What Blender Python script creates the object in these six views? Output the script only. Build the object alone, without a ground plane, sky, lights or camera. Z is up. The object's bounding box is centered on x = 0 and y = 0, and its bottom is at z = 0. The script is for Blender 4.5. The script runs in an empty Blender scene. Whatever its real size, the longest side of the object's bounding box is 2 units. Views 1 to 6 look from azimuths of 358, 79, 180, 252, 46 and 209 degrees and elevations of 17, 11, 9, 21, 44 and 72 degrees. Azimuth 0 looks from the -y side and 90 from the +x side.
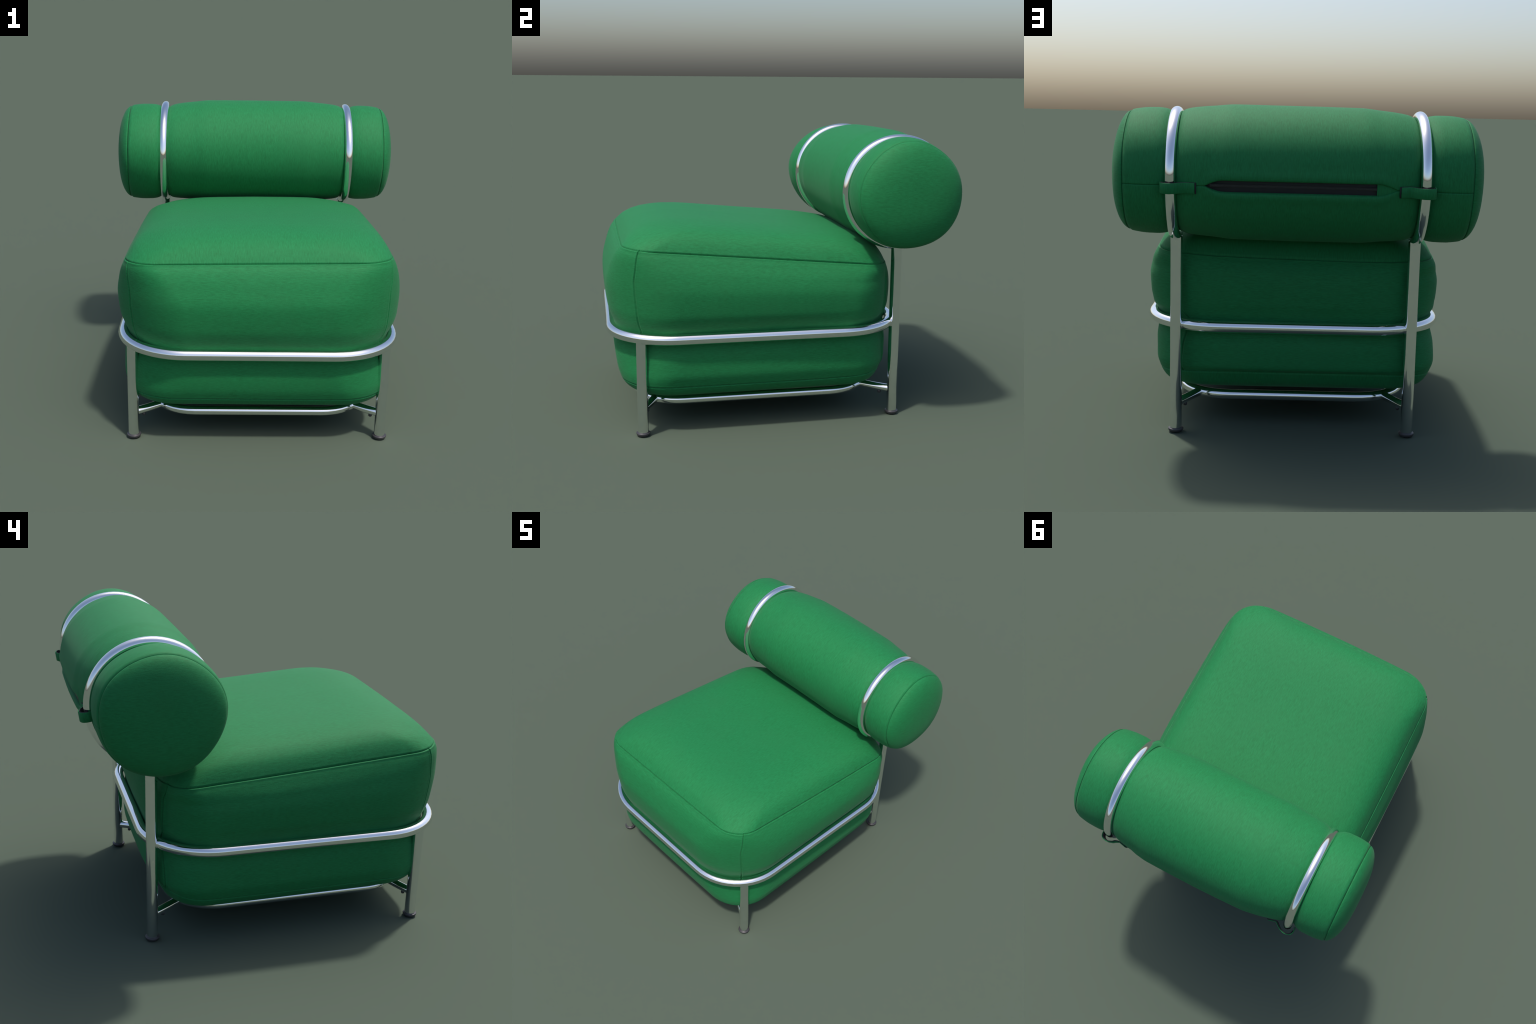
import bpy, bmesh, math
import numpy as np
from mathutils import Vector

# ------------------------------------------------------------------ materials
def new_mat(name):
    m = bpy.data.materials.new(name)
    m.use_nodes = True
    nt = m.node_tree
    return m, nt, nt.nodes["Principled BSDF"]

def fabric(name, cross):
    """Woven wool cloth: fine threads, `cross` = axis along which threads alternate."""
    m, nt, b = new_mat(name)
    N, L = nt.nodes, nt.links
    tc = N.new("ShaderNodeTexCoord")

    def streaks(fine, coarse, detail):
        mp = N.new("ShaderNodeMapping")
        sc = [coarse] * 3
        sc[cross] = fine
        mp.inputs["Scale"].default_value = sc
        L.new(tc.outputs["Object"], mp.inputs["Vector"])
        n = N.new("ShaderNodeTexNoise")
        n.inputs["Scale"].default_value = 1.0
        n.inputs["Detail"].default_value = detail
        n.inputs["Roughness"].default_value = 0.6
        L.new(mp.outputs["Vector"], n.inputs["Vector"])
        return n
    thread = streaks(330.0, 34.0, 2.0)
    fleck = streaks(520.0, 160.0, 2.0)
    cloud = N.new("ShaderNodeTexNoise")
    cloud.inputs["Scale"].default_value = 5.0
    cloud.inputs["Detail"].default_value = 3.0
    L.new(tc.outputs["Object"], cloud.inputs["Vector"])

    r1 = N.new("ShaderNodeValToRGB")
    e = r1.color_ramp.elements
    e[0].position, e[0].color = 0.30, (0.0062, 0.132, 0.036, 1)
    e[1].position, e[1].color = 0.70, (0.0094, 0.182, 0.056, 1)
    L.new(thread.outputs["Fac"], r1.inputs["Fac"])
    r2 = N.new("ShaderNodeValToRGB")
    e = r2.color_ramp.elements
    e[0].position, e[0].color = 0.35, (0.92, 0.92, 0.92, 1)
    e[1].position, e[1].color = 0.65, (1.06, 1.06, 1.06, 1)
    L.new(fleck.outputs["Fac"], r2.inputs["Fac"])
    mul = N.new("ShaderNodeMixRGB")
    mul.blend_type = "MULTIPLY"
    mul.inputs["Fac"].default_value = 1.0
    L.new(r1.outputs["Color"], mul.inputs["Color1"])
    L.new(r2.outputs["Color"], mul.inputs["Color2"])
    # faint worn, slightly greyer clouds
    r3 = N.new("ShaderNodeValToRGB")
    e = r3.color_ramp.elements
    e[0].position, e[0].color = 0.45, (0, 0, 0, 1)
    e[1].position, e[1].color = 0.75, (0.38, 0.38, 0.38, 1)
    L.new(cloud.outputs["Fac"], r3.inputs["Fac"])
    mix = N.new("ShaderNodeMixRGB")
    L.new(r3.outputs["Color"], mix.inputs["Fac"])
    L.new(mul.outputs["Color"], mix.inputs["Color1"])
    mix.inputs["Color2"].default_value = (0.013, 0.152, 0.048, 1)
    L.new(mix.outputs["Color"], b.inputs["Base Color"])
    b.inputs["Roughness"].default_value = 0.72
    b.inputs["Specular IOR Level"].default_value = 0.27
    b.inputs["Sheen Weight"].default_value = 0.06
    b.inputs["Sheen Roughness"].default_value = 0.45
    b.inputs["Sheen Tint"].default_value = (0.55, 0.85, 0.65, 1)
    add = N.new("ShaderNodeMath")
    add.operation = "ADD"
    L.new(thread.outputs["Fac"], add.inputs[0])
    L.new(fleck.outputs["Fac"], add.inputs[1])
    bp = N.new("ShaderNodeBump")
    bp.inputs["Strength"].default_value = 0.10
    bp.inputs["Distance"].default_value = 0.004
    L.new(add.outputs[0], bp.inputs["Height"])
    L.new(bp.outputs["Normal"], b.inputs["Normal"])
    return m

def plain(name, col, rough, metallic=0.0, spec=0.5, noise=0.0, nscale=60.0):
    m, nt, b = new_mat(name)
    N, L = nt.nodes, nt.links
    tc = N.new("ShaderNodeTexCoord")
    n = N.new("ShaderNodeTexNoise")
    n.inputs["Scale"].default_value = nscale
    n.inputs["Detail"].default_value = 3.0
    L.new(tc.outputs["Object"], n.inputs["Vector"])
    r = N.new("ShaderNodeValToRGB")
    e = r.color_ramp.elements
    e[0].position, e[1].position = 0.3, 0.7
    e[0].color = tuple(c * (1 - noise) for c in col) + (1,)
    e[1].color = tuple(min(1, c * (1 + noise)) for c in col) + (1,)
    L.new(n.outputs["Fac"], r.inputs["Fac"])
    L.new(r.outputs["Color"], b.inputs["Base Color"])
    b.inputs["Roughness"].default_value = rough
    b.inputs["Metallic"].default_value = metallic
    b.inputs["Specular IOR Level"].default_value = spec
    return m

FAB_X = fabric("green_wool_vertical_weave", 0)
FAB_Z = fabric("green_wool_horizontal_weave", 2)
CHROME = plain("polished_chrome", (0.90, 0.90, 0.90), 0.05, 1.0, noise=0.01, nscale=8)
RUBBER = plain("dark_foot_plastic", (0.040, 0.038, 0.042), 0.42, noise=0.12)
BLACK = plain("black_zip_tape", (0.007, 0.007, 0.010), 0.65, noise=0.25, nscale=160)
TEETH = plain("zip_teeth_nylon", (0.020, 0.020, 0.022), 0.45, noise=0.5, nscale=200)
BLACKCLOTH = plain("black_dust_cloth", (0.006, 0.006, 0.007), 0.85, noise=0.2, nscale=120)

# ------------------------------------------------------------------ helpers
COL = bpy.context.scene.collection

def add_object(name, verts, faces, mat, parent=None, normals=None, smooth=True):
    me = bpy.data.meshes.new(name)
    me.from_pydata([tuple(map(float, v)) for v in verts], [], faces)
    me.update()
    if smooth:
        me.polygons.foreach_set("use_smooth", [True] * len(me.polygons))
    if normals is not None:
        me.normals_split_custom_set_from_vertices([tuple(map(float, n)) for n in normals])
    me.materials.append(mat)
    ob = bpy.data.objects.new(name, me)
    COL.objects.link(ob)
    if parent is not None:
        ob.parent = parent
    return ob

def smooth_keys(ts, keys):
    """Monotone cubic (PCHIP) interpolation of a keyed table [(t, a, b, ...)]."""
    K = np.array(keys, float)
    x, Y = K[:, 0], K[:, 1:]
    h = np.diff(x)[:, None]
    d = np.diff(Y, axis=0) / h
    m = np.zeros_like(Y)
    m[0], m[-1] = d[0], d[-1]
    for i in range(1, len(x) - 1):
        same = d[i - 1] * d[i] > 0
        w1, w2 = 2 * h[i] + h[i - 1], h[i] + 2 * h[i - 1]
        with np.errstate(divide="ignore", invalid="ignore"):
            hm = (w1 + w2) / (w1 / d[i - 1] + w2 / d[i])
        m[i] = np.where(same, hm, 0)
    ts = np.clip(np.asarray(ts, float), x[0], x[-1])
    i = np.clip(np.searchsorted(x, ts, side="right") - 1, 0, len(x) - 2)
    s = ((ts - x[i]) / h[i, 0])[:, None]
    hh = h[i]
    return ((2*s**3 - 3*s**2 + 1) * Y[i] + (s**3 - 2*s**2 + s) * hh * m[i]
            + (-2*s**3 + 3*s**2) * Y[i + 1] + (s**3 - s**2) * hh * m[i + 1])

def dense(a, b, n, marks=(), width=0.02, k=(0.15, 0.3, 0.5, 0.75, 1.0)):
    """n even samples on [a,b] plus clusters of samples around every mark."""
    xs = list(np.linspace(a, b, n))
    for mk in marks:
        xs = [x for x in xs if abs(x - mk) > width * 1.15]
        xs += [mk] + [mk + s * width * q for q in k for s in (-1, 1)]
    return np.array(sorted(x for x in xs if a - 1e-9 <= x <= b + 1e-9))

def grid_normals(P, closed_u):
    """P[i,j,3] -> unit normals; i = profile, j = around."""
    if closed_u:
        du = np.roll(P, -1, 1) - np.roll(P, 1, 1)
    else:
        du = np.gradient(P, axis=1)
    dv = np.gradient(P, axis=0)
    n = np.cross(dv, du)
    ln = np.linalg.norm(n, axis=2, keepdims=True)
    return n / np.maximum(ln, 1e-12)

def tube(name, pts, r, mat, parent, closed=False, seg=24, cap=0.0):
    """Round tube swept along a polyline, rounded end caps of length `cap`."""
    P = np.array(pts, float)
    n = len(P)
    T = (np.roll(P, -1, 0) - np.roll(P, 1, 0)) if closed else np.gradient(P, axis=0)
    T /= np.linalg.norm(T, axis=1, keepdims=True)
    up = np.array([0, 0, 1.0]) if abs(T[0][2]) < 0.9 else np.array([1.0, 0, 0])
    A = np.cross(T[0], up); A /= np.linalg.norm(A)
    frames = []
    for t in T:
        A = A - t * (A @ t); A /= np.linalg.norm(A)
        frames.append((A.copy(), np.cross(t, A)))
    rings = [(P[i], frames[i], r) for i in range(n)]
    if not closed and cap > 0:
        head, tail = [], []
        for q in (1.0, 0.75, 0.45, 0.2):
            a = q * math.pi / 2
            head.append((P[0] - T[0] * cap * (math.sin(a) - 1), frames[0], r - cap + cap * math.cos(a)))
            tail.append((P[-1] + T[-1] * cap * (math.sin(a) - 1), frames[-1], r - cap + cap * math.cos(a)))
        rings[0] = (P[0] + T[0] * cap, frames[0], r)
        rings[-1] = (P[-1] - T[-1] * cap, frames[-1], r)
        rings = head + rings + tail[::-1]
    ang = np.linspace(0, 2 * math.pi, seg, endpoint=False)
    V = []
    for c, (a, b), rr in rings:
        for t in ang:
            V.append(c + rr * (math.cos(t) * a + math.sin(t) * b))
    m = len(rings)
    F = []
    for i in range(m if closed else m - 1):
        k = (i + 1) % m
        for j in range(seg):
            l = (j + 1) % seg
            F.append((i * seg + j, i * seg + l, k * seg + l, k * seg + j))
    if not closed:
        F.append(tuple(range(seg - 1, -1, -1)))
        F.append(tuple((m - 1) * seg + j for j in range(seg)))
    ob = add_object(name, V, F, mat, parent)
    bm = bmesh.new(); bm.from_mesh(ob.data)
    bmesh.ops.recalc_face_normals(bm, faces=bm.faces)
    bm.to_mesh(ob.data); bm.free()
    return ob

def lathe(name, prof, mat, parent, seg=32):
    V, F = [], []
    for r, z in prof:
        for j in range(seg):
            a = 2 * math.pi * j / seg
            V.append((r * math.cos(a), r * math.sin(a), z))
    for i in range(len(prof) - 1):
        for j in range(seg):
            l = (j + 1) % seg
            F.append((i * seg + j, i * seg + l, (i + 1) * seg + l, (i + 1) * seg + j))
    F.append(tuple(range(seg - 1, -1, -1)))
    F.append(tuple((len(prof) - 1) * seg + j for j in range(seg)))
    return add_object(name, V, F, mat, parent)

def rounded_loop(hw, yf, yb, rf, rb, z, n_arc=14, n_side=2, xc=0.0):
    """Closed rounded rectangle, counter-clockwise, as a list of points."""
    pts = []
    def arc(cx, cy, r, a0):
        for k in range(n_arc + 1):
            a = math.radians(a0 + 90 * k / n_arc)
            pts.append((xc + cx + r * math.cos(a), cy + r * math.sin(a), z))
    arc(hw - rf, yf + rf, rf, -90)
    arc(hw - rb, yb - rb, rb, 0)
    arc(-hw + rb, yb - rb, rb, 90)
    arc(-hw + rf, yf + rf, rf, 180)
    out = []
    for i, p in enumerate(pts):
        q = pts[(i + 1) % len(pts)]
        out.append(p)
        if math.dist(p, q) > 0.2:
            for k in range(1, 5):
                out.append(tuple(p[c] + (q[c] - p[c]) * k / 5 for c in range(3)))
    return out

# ------------------------------------------------------------------ the thing
chair = bpy.data.objects.new("lounge_chair", None)
COL.objects.link(chair)
chair["label"] = "armless green upholstered lounge chair with chrome tube frame"
chair["category"] = "lounge chair"

# ================================================================== seat
TILT_Z0, TILT, TILT_X = 0.946, -0.0865, 0.0190   # seam plane: height, fall to the rear, rise to +x
# profile keys: t, half width, front y, back y, front corner r, back corner r, z, tilt share,
#               outward bow of the sides, of the back, of the front
SEAT = [
    (0.00, 0.698, -0.901, 0.568, 0.17, 0.14, 0.946, 1.00, 0.008, 0.055, 0.004),
    (0.08, 0.717, -0.929, 0.577, 0.22, 0.16, 0.912, 0.95, 0.009, 0.066, 0.008),
    (0.20, 0.738, -0.959, 0.584, 0.30, 0.20, 0.850, 0.70, 0.016, 0.076, 0.014),
    (0.32, 0.748, -0.978, 0.586, 0.36, 0.22, 0.770, 0.40, 0.022, 0.080, 0.018),
    (0.44, 0.744, -0.972, 0.585, 0.37, 0.23, 0.675, 0.15, 0.019, 0.075, 0.015),
    (0.52, 0.729, -0.955, 0.580, 0.36, 0.24, 0.610, 0.00, 0.008, 0.062, 0.008),
    (0.56, 0.717, -0.944, 0.577, 0.36, 0.27, 0.571, 0.00, 0.002, 0.054, 0.003),
    (0.61, 0.714, -0.941, 0.577, 0.36, 0.25, 0.526, 0.00, 0.002, 0.053, 0.003),
    (0.70, 0.724, -0.941, 0.582, 0.34, 0.22, 0.435, 0.00, 0.006, 0.066, 0.006),
    (0.80, 0.724, -0.933, 0.582, 0.31, 0.20, 0.350, 0.00, 0.008, 0.062, 0.008),
    (0.90, 0.705, -0.912, 0.570, 0.26, 0.19, 0.275, 0.00, 0.006, 0.044, 0.006),
    (0.96, 0.670, -0.878, 0.538, 0.24, 0.18, 0.226, 0.00, 0.003, 0.022, 0.003),
    (1.00, 0.615, -0.812, 0.475, 0.22, 0.18, 0.205, 0.00, 0.000, 0.006, 0.000),
]
SEAM_LOW = 0.90
CROWN = 0.156
SIDE_EDGE = {  # roll-off of the cover towards its +x and -x edges
    1: [(0, 1.0), (0.5, 0.955), (0.7, 0.88), (0.8, 0.805), (0.88, 0.69), (0.94, 0.48), (0.975, 0.25), (1.0, 0.0)],
    -1: [(0, 1.0), (0.4, 0.985), (0.7, 0.91), (0.8, 0.82), (0.88, 0.70), (0.94, 0.49), (0.975, 0.25), (1.0, 0.0)],
}
FRONT_EDGE = [(0, 1.0), (0.4, 0.995), (0.6, 0.955), (0.77, 0.82), (0.86, 0.66), (0.93, 0.43), (0.97, 0.21), (1.0, 0.0)]
BACK_EDGE = [(0, 1.0), (0.5, 1.0), (0.7, 0.97), (0.8, 0.92), (0.88, 0.81), (0.94, 0.59), (0.975, 0.31), (1.0, 0.0)]

def crown(x, y, hw, yf, yb):
    """Pillow height over the seam plane: product of an edge roll-off in x and one in y."""
    yc = 0.5 * (yf + yb)
    v = (y - yc) / (0.5 * (yb - yf))
    gx = smooth_keys([min(1, abs(x / hw))], SIDE_EDGE[1 if x >= 0 else -1])[0][0]
    gy = smooth_keys([min(1, abs(v))], FRONT_EDGE if v < 0 else BACK_EDGE)[0][0]
    return gx * gy * (CROWN + 0.002 * min(1, max(0, (y + 0.2) / 0.5)) + 0.004 * math.exp(-((y + 0.55) / 0.3) ** 2))

def seat_sway(t, y):
    """The stuffing sits a touch askew in its frame: sideways shift at profile station t."""
    k = smooth_keys([t], [(0, -0.006, 0.002), (0.1, -0.004, 0.002), (0.25, 0.0, 0.002), (0.45, 0.0, -0.002),
                          (0.6, -0.006, -0.006), (0.8, -0.012, -0.014), (1.0, -0.010, -0.012)])[0]
    return k[0] + k[1] * y

def seat_columns():
    """Perimeter stations (segment, fraction) with clusters at the vertical seams."""
    st, seams = [], []
    def push(seg, lo, hi, n, mark=None, w=0.02):
        xs = dense(lo, hi, n, [mark] if mark is not None else [], w)
        for f in xs:
            if f >= hi - 1e-9:
                continue
            if mark is not None and abs(f - mark) < 1e-9:
                seams.append(len(st))
            st.append((seg, f))
    CM = 60 / 90.0
    push("front", 0, 1, 40)
    push("fr", 0, 1, 22, CM, 0.05)
    push("right", 0, 1, 44)
    push("br", 0, 1, 22, 0.80, 0.06)
    push("back", 0, 1, 36)
    push("bl", 0, 1, 22, 0.20, 0.06)
    push("left", 0, 1, 44)
    push("fl", 0, 1, 22, 1 - CM, 0.05)
    return st, seams

STATIONS, SEAT_SEAMS = seat_columns()

def plan_point(seg, f, hw, yf, yb, rf, rb):
    def arc(cx, cy, r, a0):
        a = math.radians(a0 + 90 * f)
        return cx + r * math.cos(a), cy + r * math.sin(a)
    if seg == "front": return (-(hw - rf) + 2 * (hw - rf) * f, yf)
    if seg == "fr": return arc(hw - rf, yf + rf, rf, -90)
    if seg == "right": return (hw, yf + rf + (yb - rb - yf - rf) * f)
    if seg == "br": return arc(hw - rb, yb - rb, rb, 0)
    if seg == "back": return (hw - rb - 2 * (hw - rb) * f, yb)
    if seg == "bl": return arc(-hw + rb, yb - rb, rb, 90)
    if seg == "left": return (-hw, yb - rb + (yf + rf - yb + rb) * f)
    return arc(-hw + rf, yf + rf, rf, 180)

def bowed(x, y, hw, yf, yb, bow_s, bow_b, bow_f):
    """Stuffing pushes the middle of every boxing panel outwards."""
    u, v = x / hw, (y - 0.5 * (yf + yb)) / (0.5 * (yb - yf))
    x += bow_s * u * abs(u) ** 3 * (1 - v * v)
    if bow_s > 0.009:
        x *= 1 - 0.022 * min(1.0, (bow_s - 0.009) / 0.008) * max(0.0, (y - 0.05) / 0.5) ** 1.5
    if v > 0:
        y += bow_b * v ** 8 * max(0.0, 1 - abs(x / 0.60) ** 4)
    else:
        y -= bow_f * v ** 8 * max(0.0, 1 - (x / 0.6) ** 2)
    return x, y

def build_seat():
    rows = []
    # --- crowned cover, from the middle outwards
    hw0, yf0, yb0, rf0, rb0 = SEAT[0][1:6]
    yc = 0.5 * (yf0 + yb0)
    s_list = list(np.linspace(0.02, 0.93, 24)) + [0.95, 0.965, 0.977, 0.985, 0.990, 0.994, 0.9975]
    for s in s_list:
        k = s ** 3
        rf = s * (0.62 * (1 - k) * 0.9 + rf0 * k)
        rb = s * (0.62 * (1 - k) * 0.9 + rb0 * k)
        row = []
        for seg, f in STATIONS:
            x, y = plan_point(seg, f, hw0 * s, yc + (yf0 - yc) * s, yc + (yb0 - yc) * s, rf, rb)
            xe, ye = plan_point(seg, f, hw0, yf0, yb0, rf0, rb0)
            g = crown(x, y, hw0, yf0, yb0) - crown(xe, ye, hw0, yf0, yb0) * s ** 10
            x, y = bowed(x, y, hw0, yf0, yb0, *SEAT[0][8:])
            row.append((x + seat_sway(0, y) * s ** 2, y, TILT_Z0 + TILT * y + TILT_X * x + g))
        rows.append(row)
    n_cover = len(rows)
    # --- boxing and underside
    ts = dense(0, 1, 70, [0.0, SEAM_LOW], 0.018)
    seam_low_row = None
    for t, k in zip(ts, smooth_keys(ts, SEAT)):
        hw, yf, yb, rf, rb, z, til, bow_s, bow_b, bow_f = k
        if abs(t - SEAM_LOW) < 1e-9:
            seam_low_row = len(rows)
        row = []
        for seg, f in STATIONS:
            plumb = 0.11 * min(1.0, t / 0.25) * math.sin(math.pi * f)
            f = f - plumb if seg == "fr" else f + plumb if seg == "fl" else f
            x, y = plan_point(seg, f, hw, yf, yb, rf, rb)
            x, y = bowed(x, y, hw, yf, yb, bow_s, bow_b, bow_f)
            # the hem hangs a little lower along the sides and back than at the front; the back seam runs higher
            hem = min(1.0, max(0.0, (t - 0.85) / 0.12))
            v = abs(y - 0.5 * (yf + yb)) / (0.5 * (yb - yf))
            row.append((x + seat_sway(t, y), y, z + til * (TILT * y + TILT_X * x) + hem * (-0.008 + (0.011 if y < 0 else 0.0) * v ** 6)
                        + (0.024 * v ** 6 * math.exp(-((t - SEAM_LOW) / 0.045) ** 2) if y > 0 else 0.0)))
        rows.append(row)
    n_box = len(rows)
    base = np.array(rows[-1])
    cen = base.mean(axis=0)
    for s in (0.97, 0.92, 0.8, 0.6, 0.4, 0.2, 0.02):
        r = cen + (base - cen) * s
        r[:, 2] = base[:, 2] - 0.014 * (1 - s ** 2)
        rows.append([tuple(p) for p in r])
    P = np.array(rows)
    # --- stitched seams: narrow grooves with a slight lip
    N = grid_normals(P, True)
    D = np.zeros(P.shape[:2])
    arc = np.zeros(P.shape[:2])
    arc[1:] = np.cumsum(np.linalg.norm(np.diff(P, axis=0), axis=2), axis=0)
    def groove(d, lip=0.0020):
        return -0.0068 * np.exp(-(d / 0.0029) ** 2) + np.where(d > 0, lip, 0.0008) * np.exp(-((np.abs(d) - 0.008) / 0.005) ** 2)
    for r0, lip in ((n_cover, 0.0020), (seam_low_row, 0.0005)):
        D += groove(arc - arc[r0][None, :], lip)
    inside = np.zeros(P.shape[0]); inside[n_cover:seam_low_row + 1] = 1
    for c0 in SEAT_SEAMS:
        w = np.linalg.norm(P - P[:, c0:c0 + 1], axis=2)
        D += groove(w) * inside[:, None] * (np.abs(np.arange(P.shape[1]) - c0) < 12)[None, :]
    # soft puckers in the cloth just above and below the rail
    rng = np.random.default_rng(4)
    per = np.linspace(0, 2 * math.pi, P.shape[1], endpoint=False)
    wob = sum(rng.uniform(0.3, 1) * np.sin(k * per + rng.uniform(0, 6.28)) for k in (7, 11, 16, 23, 31)) / 5
    zc = P[:, :, 2]
    D += 0.0035 * wob[None, :] * np.exp(-((zc - 0.60) / 0.035) ** 2)
    P = P + N * D[:, :, None]
    N = grid_normals(P, True)
    return P, N, n_cover, seam_low_row, n_box

SP, SN, S_COVER, S_LOW, S_BOX = build_seat()

def seat_piece(name, i0, i1, j0, j1, mat, parent, cap=None):
    nj = SP.shape[1]
    js = [j % nj for j in range(j0, j1 + 1)]
    full = (j1 - j0) == nj
    if full:
        js = js[:-1]
    V, NN, F = [], [], []
    for i in range(i0, i1 + 1):
        for j in js:
            V.append(SP[i, j]); NN.append(SN[i, j])
    w = len(js)
    for i in range(i1 - i0):
        for j in range(w if full else w - 1):
            l = (j + 1) % w
            F.append((i * w + j, (i + 1) * w + j, (i + 1) * w + l, i * w + l))
    if cap == "first":
        F.append(tuple(range(w)))
    elif cap == "last":
        o = (i1 - i0) * w
        F.append(tuple(o + j for j in range(w - 1, -1, -1)))
    return add_object(name, V, F, mat, parent, NN)

NJ = SP.shape[1]
seat = seat_piece("seat_cushion", 0, S_COVER, 0, NJ, FAB_X, chair, "first")
s = SEAT_SEAMS
for a, b in ((s[0], s[1]), (s[1], s[2]), (s[2], s[3]), (s[3], s[0] + NJ)):
    seat_piece("boxing_panel", S_COVER, S_LOW, a, b, FAB_Z, seat)
seat_piece("base_panel", S_LOW, S_BOX + 3, 0, NJ, FAB_X, seat)
seat_piece("dust_cloth", S_BOX + 3, SP.shape[0] - 1, 0, NJ, BLACKCLOTH, seat, "last")

# ================================================================== bolster
BY, BZ = 0.638, 1.304          # axis of the hoops
HOOP_X, HOOP_R, HOOP_T = 0.583, 0.2960, 0.0265
SEAM_A = math.radians(-8.0)    # the long seam, on the back, a little below the middle
# |x|, radius, stretch of the section along y
BOL = [
    (0.000, 0.326, 1.034), (0.300, 0.325, 1.034), (0.400, 0.316, 1.028), (0.470, 0.310, 1.022),
    (0.522, 0.303, 1.012), (0.544, 0.296, 1.006), (0.556, 0.289, 1.0), (0.570, 0.279, 1.0), (0.583, 0.276, 1.0), (0.596, 0.279, 1.0),
    (0.610, 0.289, 1.0), (0.621, 0.296, 1.0), (0.638, 0.301, 1.0), (0.670, 0.304, 1.0), (0.720, 0.303, 1.0), (0.765, 0.298, 1.0),
    (0.793, 0.291, 1.0), (0.803, 0.286, 1.0),
]

def bolster_axis(x):
    """The bolster hangs a little lower and further forward at its -x end."""
    k = smooth_keys([x], [(-0.90, 0.620, 1.300), (-0.60, 0.625, 1.304), (-0.40, 0.638, 1.311),
                          (0.0, 0.645, 1.314), (0.40, 0.642, 1.314), (0.60, 0.638, 1.311), (0.90, 0.637, 1.311)])[0]
    return k[0], k[1]

SLIT0, SLIT1 = -0.455, 0.420   # ends of the zip opening

def slit_half(x):
    """Half height of the zip opening at x: a lens with long parallel lips."""
    if x <= SLIT0 or x >= SLIT1:
        return 0.0
    a = min(1.0, (SLIT1 - x) / 0.085)
    b = min(1.0, (x - SLIT0) / 0.10)
    return 0.027 * (math.sin(a * math.pi / 2) ** 0.9) * (math.sin(b * math.pi / 2) ** 1.2)

def build_barrel():
    xs = dense(-0.803, 0.803, 150, [-HOOP_X, HOOP_X], 0.05, (0.1, 0.2, 0.3, 0.42, 0.55, 0.7, 0.85, 1.0))
    # edges turned in at the end seams
    tuck = [(-0.799, -0.016), (-0.802, -0.008), (-0.8035, -0.003)]
    cols = [(x, d) for x, d in tuck] + [(x, 0.0) for x in xs[1:-1]] + [(-x, d) for x, d in tuck[::-1]]
    ks = smooth_keys([abs(x) for x, _ in cols], BOL)
    # rows around: (fraction of turn, inset, lip)
    lips = [(0.0, 0.040), (0.0, 0.026), (0.0, 0.014), (0.0007, 0.007), (0.0016, 0.003), (0.003, 0.0009)]
    fr = list(np.linspace(0.006, 0.994, 132))
    rows = [(f, d) for f, d in lips] + [(f, 0.0) for f in fr] + [(1 - f, d) for f, d in lips[::-1]]
    P = np.zeros((len(rows), len(cols), 3))
    for j, ((x, tk), (R, st)) in enumerate(zip(cols, ks)):
        cy, cz = bolster_axis(x)
        if x < 0:
            st += 0.022 * min(1.0, max(0.0, (-x - 0.6) / 0.06))
        w = slit_half(x) / R
        for i, (f, d) in enumerate(rows):
            span = 2 * math.pi - 2 * w
            a = SEAM_A + w + span * f
            gap = min(f, 1 - f) * 2 * math.pi * R
            puff = 0.006 * math.exp(-((gap - 0.022) / 0.02) ** 2) * min(1.0, slit_half(x) / 0.02)
            lump = 0.0030 * math.sin(3 * a + 1.0 + 2.0 * x) + 0.0022 * math.sin(5 * a - 0.6) * min(1, abs(x) / 0.6)
            if x < -0.6:
                lump += 0.006 * (-x - 0.6) / 0.2
            edge = 0.0016 * math.exp(-((abs(x) - 0.790) / 0.008) ** 2)
            r = R - d * (0.35 + 0.65 * min(1, slit_half(x) / 0.012)) + tk + puff + edge + lump
            c = math.cos(a)
            P[i, j] = (x, cy + st * r * c, cz + r * math.sin(a))
    return P

BP = build_barrel()
BN = grid_normals(BP, False)
ni, nj = BP.shape[:2]
F = [(i * nj + j, i * nj + j + 1, (i + 1) * nj + j + 1, (i + 1) * nj + j) for i in range(ni - 1) for j in range(nj - 1)]
bol = add_object("back_bolster", BP.reshape(-1, 3), F, FAB_X, chair)
bm = bmesh.new(); bm.from_mesh(bol.data)
bmesh.ops.recalc_face_normals(bm, faces=bm.faces)
bm.to_mesh(bol.data); bm.free()

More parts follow.
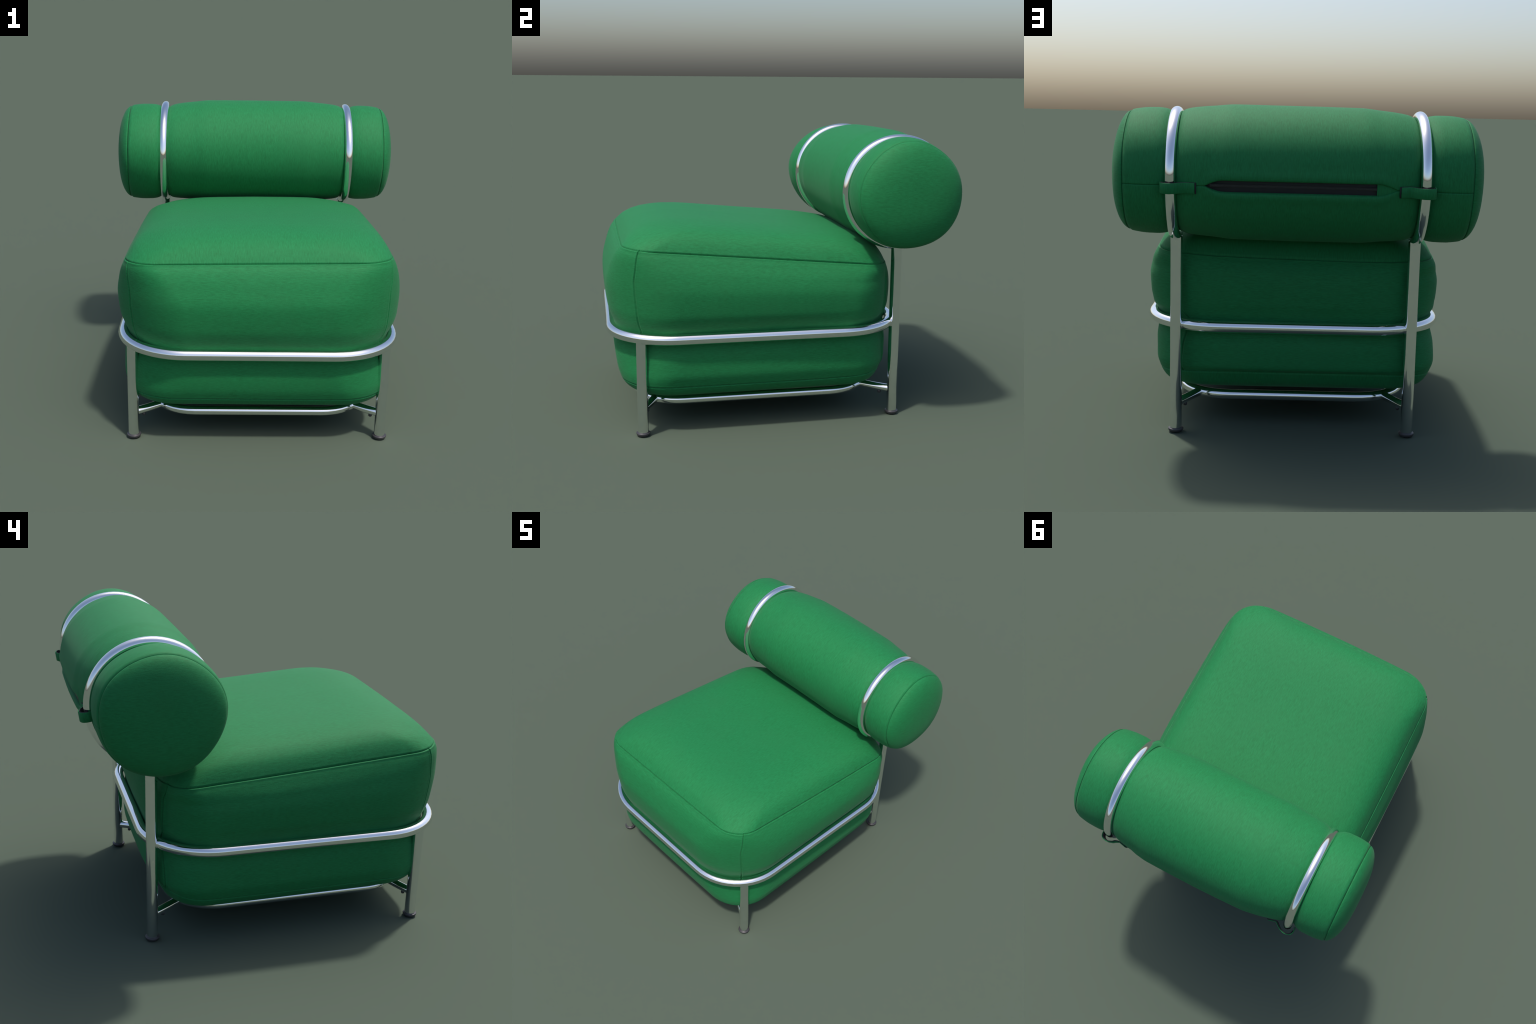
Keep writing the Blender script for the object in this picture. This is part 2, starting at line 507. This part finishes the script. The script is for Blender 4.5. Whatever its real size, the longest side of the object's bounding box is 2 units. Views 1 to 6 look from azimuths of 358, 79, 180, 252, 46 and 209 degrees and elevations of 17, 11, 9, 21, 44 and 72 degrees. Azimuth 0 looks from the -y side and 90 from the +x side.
def bolster_cap(side):
    R0, X0, B = (0.2855 if side > 0 else 0.2915), 0.8045, 0.077
    cy, cz = bolster_axis(side * 0.803)
    qs = np.sin(np.linspace(0.02, 1, 26) * math.pi / 2)
    rings = []
    for q in qs:
        rings.append((q * R0, X0 + B * (1 - q ** (2.6 if side > 0 else 3.0)) ** 0.60))
    rings = [r for r in rings if r[1] > X0 + 0.004]
    rings += [(R0 + 0.0004, X0 + 0.003), (R0 - 0.001, X0 + 0.0005), (R0 - 0.006, X0 - 0.001), (R0 - 0.016, X0 - 0.002)]
    seg = 96
    V, F = [], []
    for r, x in rings:
        for j in range(seg):
            a = 2 * math.pi * j / seg
            lump = (0.0030 * math.sin(3 * a + 1.0 + 1.6 * side) + 0.0022 * math.sin(5 * a - 0.6)) * r / R0
            V.append((side * x, cy + (1.0 if side > 0 else 1.02) * (r + lump) * math.cos(a), cz + (r + lump) * math.sin(a)))
    for i in range(len(rings) - 1):
        for j in range(seg):
            l = (j + 1) % seg
            q = (i * seg + j, (i + 1) * seg + j, (i + 1) * seg + l, i * seg + l)
            F.append(q if side > 0 else q[::-1])
    F.append(tuple(range(seg)) if side > 0 else tuple(range(seg - 1, -1, -1)))
    return add_object("end_cap", V, F, FAB_Z, bol)

for sd in (1, -1):
    bolster_cap(sd)

# ---- zip inside the slit
def back_point(x, tangent, r):
    """Point on the bolster's back: `tangent` metres up from the long seam, radius r."""
    a = SEAM_A + tangent / r
    st = smooth_keys([abs(x)], BOL)[0][1]
    cy, cz = bolster_axis(x)
    return (x, cy + st * r * math.cos(a), cz + r * math.sin(a))

def back_sheet(name, x0, x1, nx, half, depth, mat, thick=0.003, nt=8):
    V, F = [], []
    xs = np.linspace(x0, x1, nx)
    for lay in (0, 1):
        for x in xs:
            R = smooth_keys([abs(x)], BOL)[0][0] - depth(x) - lay * thick
            h = half(x)
            for k in range(nt + 1):
                V.append(back_point(x, -h + 2 * h * k / nt, R))
    w = nt + 1
    o = nx * w
    for i in range(nx - 1):
        for k in range(nt):
            a = i * w + k
            F.append((a, a + w, a + w + 1, a + 1))
            F.append((o + a, o + a + 1, o + a + w + 1, o + a + w))
        F.append((i * w, o + i * w, o + (i + 1) * w, (i + 1) * w))
        F.append((i * w + nt, (i + 1) * w + nt, o + (i + 1) * w + nt, o + i * w + nt))
    F.append(tuple(range(w)) + tuple(o + k for k in range(w - 1, -1, -1)))
    e = (nx - 1) * w
    F.append(tuple(e + k for k in range(w - 1, -1, -1)) + tuple(o + e + k for k in range(w)))
    ob = add_object(name, V, F, mat, bol)
    bm = bmesh.new(); bm.from_mesh(ob.data)
    bmesh.ops.recalc_face_normals(bm, faces=bm.faces)
    bm.to_mesh(ob.data); bm.free()
    for p in ob.data.polygons:
        p.use_smooth = False
    return ob

back_sheet("zip_tape", -0.37, SLIT1 + 0.01, 60, lambda x: 0.034, lambda x: 0.016, BLACK)
back_sheet("zip_guard", SLIT0 - 0.01, -0.357, 16, lambda x: slit_half(x) + 0.006, lambda x: 0.009, FAB_X)

def zip_teeth():
    V, F = [], []
    x, k = -0.355, 0
    while x < SLIT1 - 0.02:
        for dz in (-0.0028, 0.0028):
            xx = x + (0.0021 if dz > 0 else 0)
            R = 0.3255 - 0.0155
            o = len(V)
            for lx in (-0.0014, 0.0014):
                for lz in (-0.0046, 0.0046):
                    for lr in (-0.002, 0.0022):
                        V.append(back_point(xx + lx, 0.004 + dz + lz, R + lr))
            for q in ((0, 1, 3, 2), (4, 6, 7, 5), (0, 4, 5, 1), (2, 3, 7, 6), (1, 5, 7, 3), (0, 2, 6, 4)):
                F.append(tuple(o + t for t in q))
        x += 0.0042
    ob = add_object("zip_teeth", V, F, TEETH, bol, smooth=False)
    ob["kind"] = "stuff"
zip_teeth()

# ---- straps that hold the bolster to the hoops
def back_radius(x):
    """Distance of the bolster's back from the hoop axis at x."""
    R, st = smooth_keys([abs(x)], BOL)[0]
    return bolster_axis(x)[0] - BY + st * R

def ribbon(name, path, half, thick, mat, parent, side):
    """Strap: path of (|x|, radius) in the plane of the seam angle, `half` its half width."""
    path = [(a, b) if b > 0.1 else (a, back_radius(side * a) + b) for a, b in path]
    t = np.linspace(0, 1, len(path))
    u = np.linspace(0, 1, 60)
    C = smooth_keys(u, [(a, p[0], p[1]) for a, p in zip(t, path)])
    T = np.gradient(C, axis=0); T /= np.linalg.norm(T, axis=1, keepdims=True)
    Nn = np.stack([-T[:, 1], T[:, 0]], 1)
    V, F = [], []
    ws = (-half, -half * 0.97, half * 0.97, half)
    for lay in (-0.5, 0.5):
        for c, n in zip(C, Nn):
            for w in ws:
                th = thick * (0.6 if abs(w) == half else 1)
                p = c + n * lay * th
                a = SEAM_A
                rr = p[1]
                V.append((side * p[0], BY + rr * math.cos(a) - w * math.sin(a), BZ + rr * math.sin(a) + w * math.cos(a)))
    m, w = len(C), len(ws)
    o = m * w
    for i in range(m - 1):
        for k in range(w - 1):
            a = i * w + k
            F.append((a, a + 1, a + w + 1, a + w))
            F.append((o + a, o + a + w, o + a + w + 1, o + a + 1))
        F.append((i * w, (i + 1) * w, o + (i + 1) * w, o + i * w))
        F.append((i * w + w - 1, o + i * w + w - 1, o + (i + 1) * w + w - 1, (i + 1) * w + w - 1))
    F.append(tuple(range(w - 1, -1, -1)) + tuple(o + k for k in range(w)))
    e = (m - 1) * w
    F.append(tuple(e + k for k in range(w)) + tuple(o + e + k for k in range(w - 1, -1, -1)))
    ob = add_object(name, V, F, mat, parent)
    bm = bmesh.new(); bm.from_mesh(ob.data)
    bmesh.ops.recalc_face_normals(bm, faces=bm.faces)
    bm.to_mesh(ob.data); bm.free()
    return ob

# (|x|, radius), or (|x|, lift above the cloth) where the second number is small
STRAP = [(0.468, 0.0075), (0.490, 0.0065), (0.512, 0.0075), (0.535, 0.326), (0.555, 0.338), (0.584, 0.346),
         (0.608, 0.341), (0.622, 0.328), (0.626, 0.310), (0.622, 0.288)]
VELCRO = [(0.461, 0.0025), (0.490, 0.0020), (0.514, 0.0030), (0.538, 0.320), (0.557, 0.3335), (0.584, 0.3412),
          (0.604, 0.337), (0.616, 0.325), (0.620, 0.310)]
for sd in (1, -1):
    st = ribbon("strap", STRAP, 0.0245, 0.0040, FAB_X, bol, sd)
    ribbon("velcro_backing", [(a, b) for a, b in VELCRO], 0.0258, 0.0035, BLACK, st, sd)

# ================================================================== frame
RAIL_R = 0.0305
rail = tube("seat_rail", rounded_loop(0.735, -0.968, 0.660, 0.35, 0.36, 0.551), RAIL_R, CHROME, chair, closed=True)
LOW_Z, LOW_R = 0.160, 0.0250
low = tube("base_rail", rounded_loop(0.580, -0.814, 0.518, 0.24, 0.26, LOW_Z, n_arc=10), LOW_R, CHROME, chair, closed=True)

LEG_R = 0.0300
FOOT = [(0.022, 0.0), (0.030, 0.0008), (0.0345, 0.004), (0.0375, 0.010), (0.0385, 0.0155), (0.0378, 0.0185), (0.0360, 0.0198), (0.0330, 0.0203), (0.026, 0.0206)]

def foot(parent, x, y):
    f = lathe("foot", FOOT, RUBBER, parent)
    f.location = (x, y, 0)
    return f

def hoop(x):
    n = 72
    pts = [(x, BY + HOOP_R * math.cos(2 * math.pi * k / n), BZ + HOOP_R * math.sin(2 * math.pi * k / n)) for k in range(n)]
    return tube("bolster_hoop", pts, HOOP_T, CHROME, chair, closed=True)

def strut(leg, x, y, tx, ty):
    z = 0.149
    tube("strut", [(x, y, z), (x + (tx - x) * .5, y + (ty - y) * .5, z + 0.004), (tx, ty, LOW_Z)], 0.0225, CHROME, leg, seg=20, cap=0.004)
    bx, by = x + (tx - x) * 0.36, y + (ty - y) * 0.36
    b = lathe("bolt", [(0.006, -0.012), (0.009, -0.010), (0.010, -0.004), (0.010, 0.006)], RUBBER, leg, seg=16)
    b.location = (bx, by, z - 0.022)

for sd in (1, -1):
    x, y = sd * 0.672, -0.812
    leg = tube("leg", [(x, y, 0.018), (x, y, 0.2), (x, y, 0.4), (x, y, 0.545)], LEG_R, CHROME, chair, cap=0.005, seg=32)
    foot(leg, x, y)
    strut(leg, x, y, sd * 0.528, -0.735)
    x, y = sd * 0.584, 0.640
    post = tube("post", [(x, y, 0.018), (x, y, 0.3), (x, y, 0.6), (x, y, 0.9), (x, y, 1.000)], LEG_R, CHROME, chair, cap=0.006, seg=32)
    foot(post, x, y)
    strut(post, x, y, sd * 0.472, 0.462)
    hoop(sd * HOOP_X)
    # weld sleeve where the rail meets the post
    tube("rail_joint", [(sd * 0.572, 0.590, 0.551), (sd * 0.582, 0.622, 0.551)], 0.024, CHROME, post, seg=20, cap=0.004)
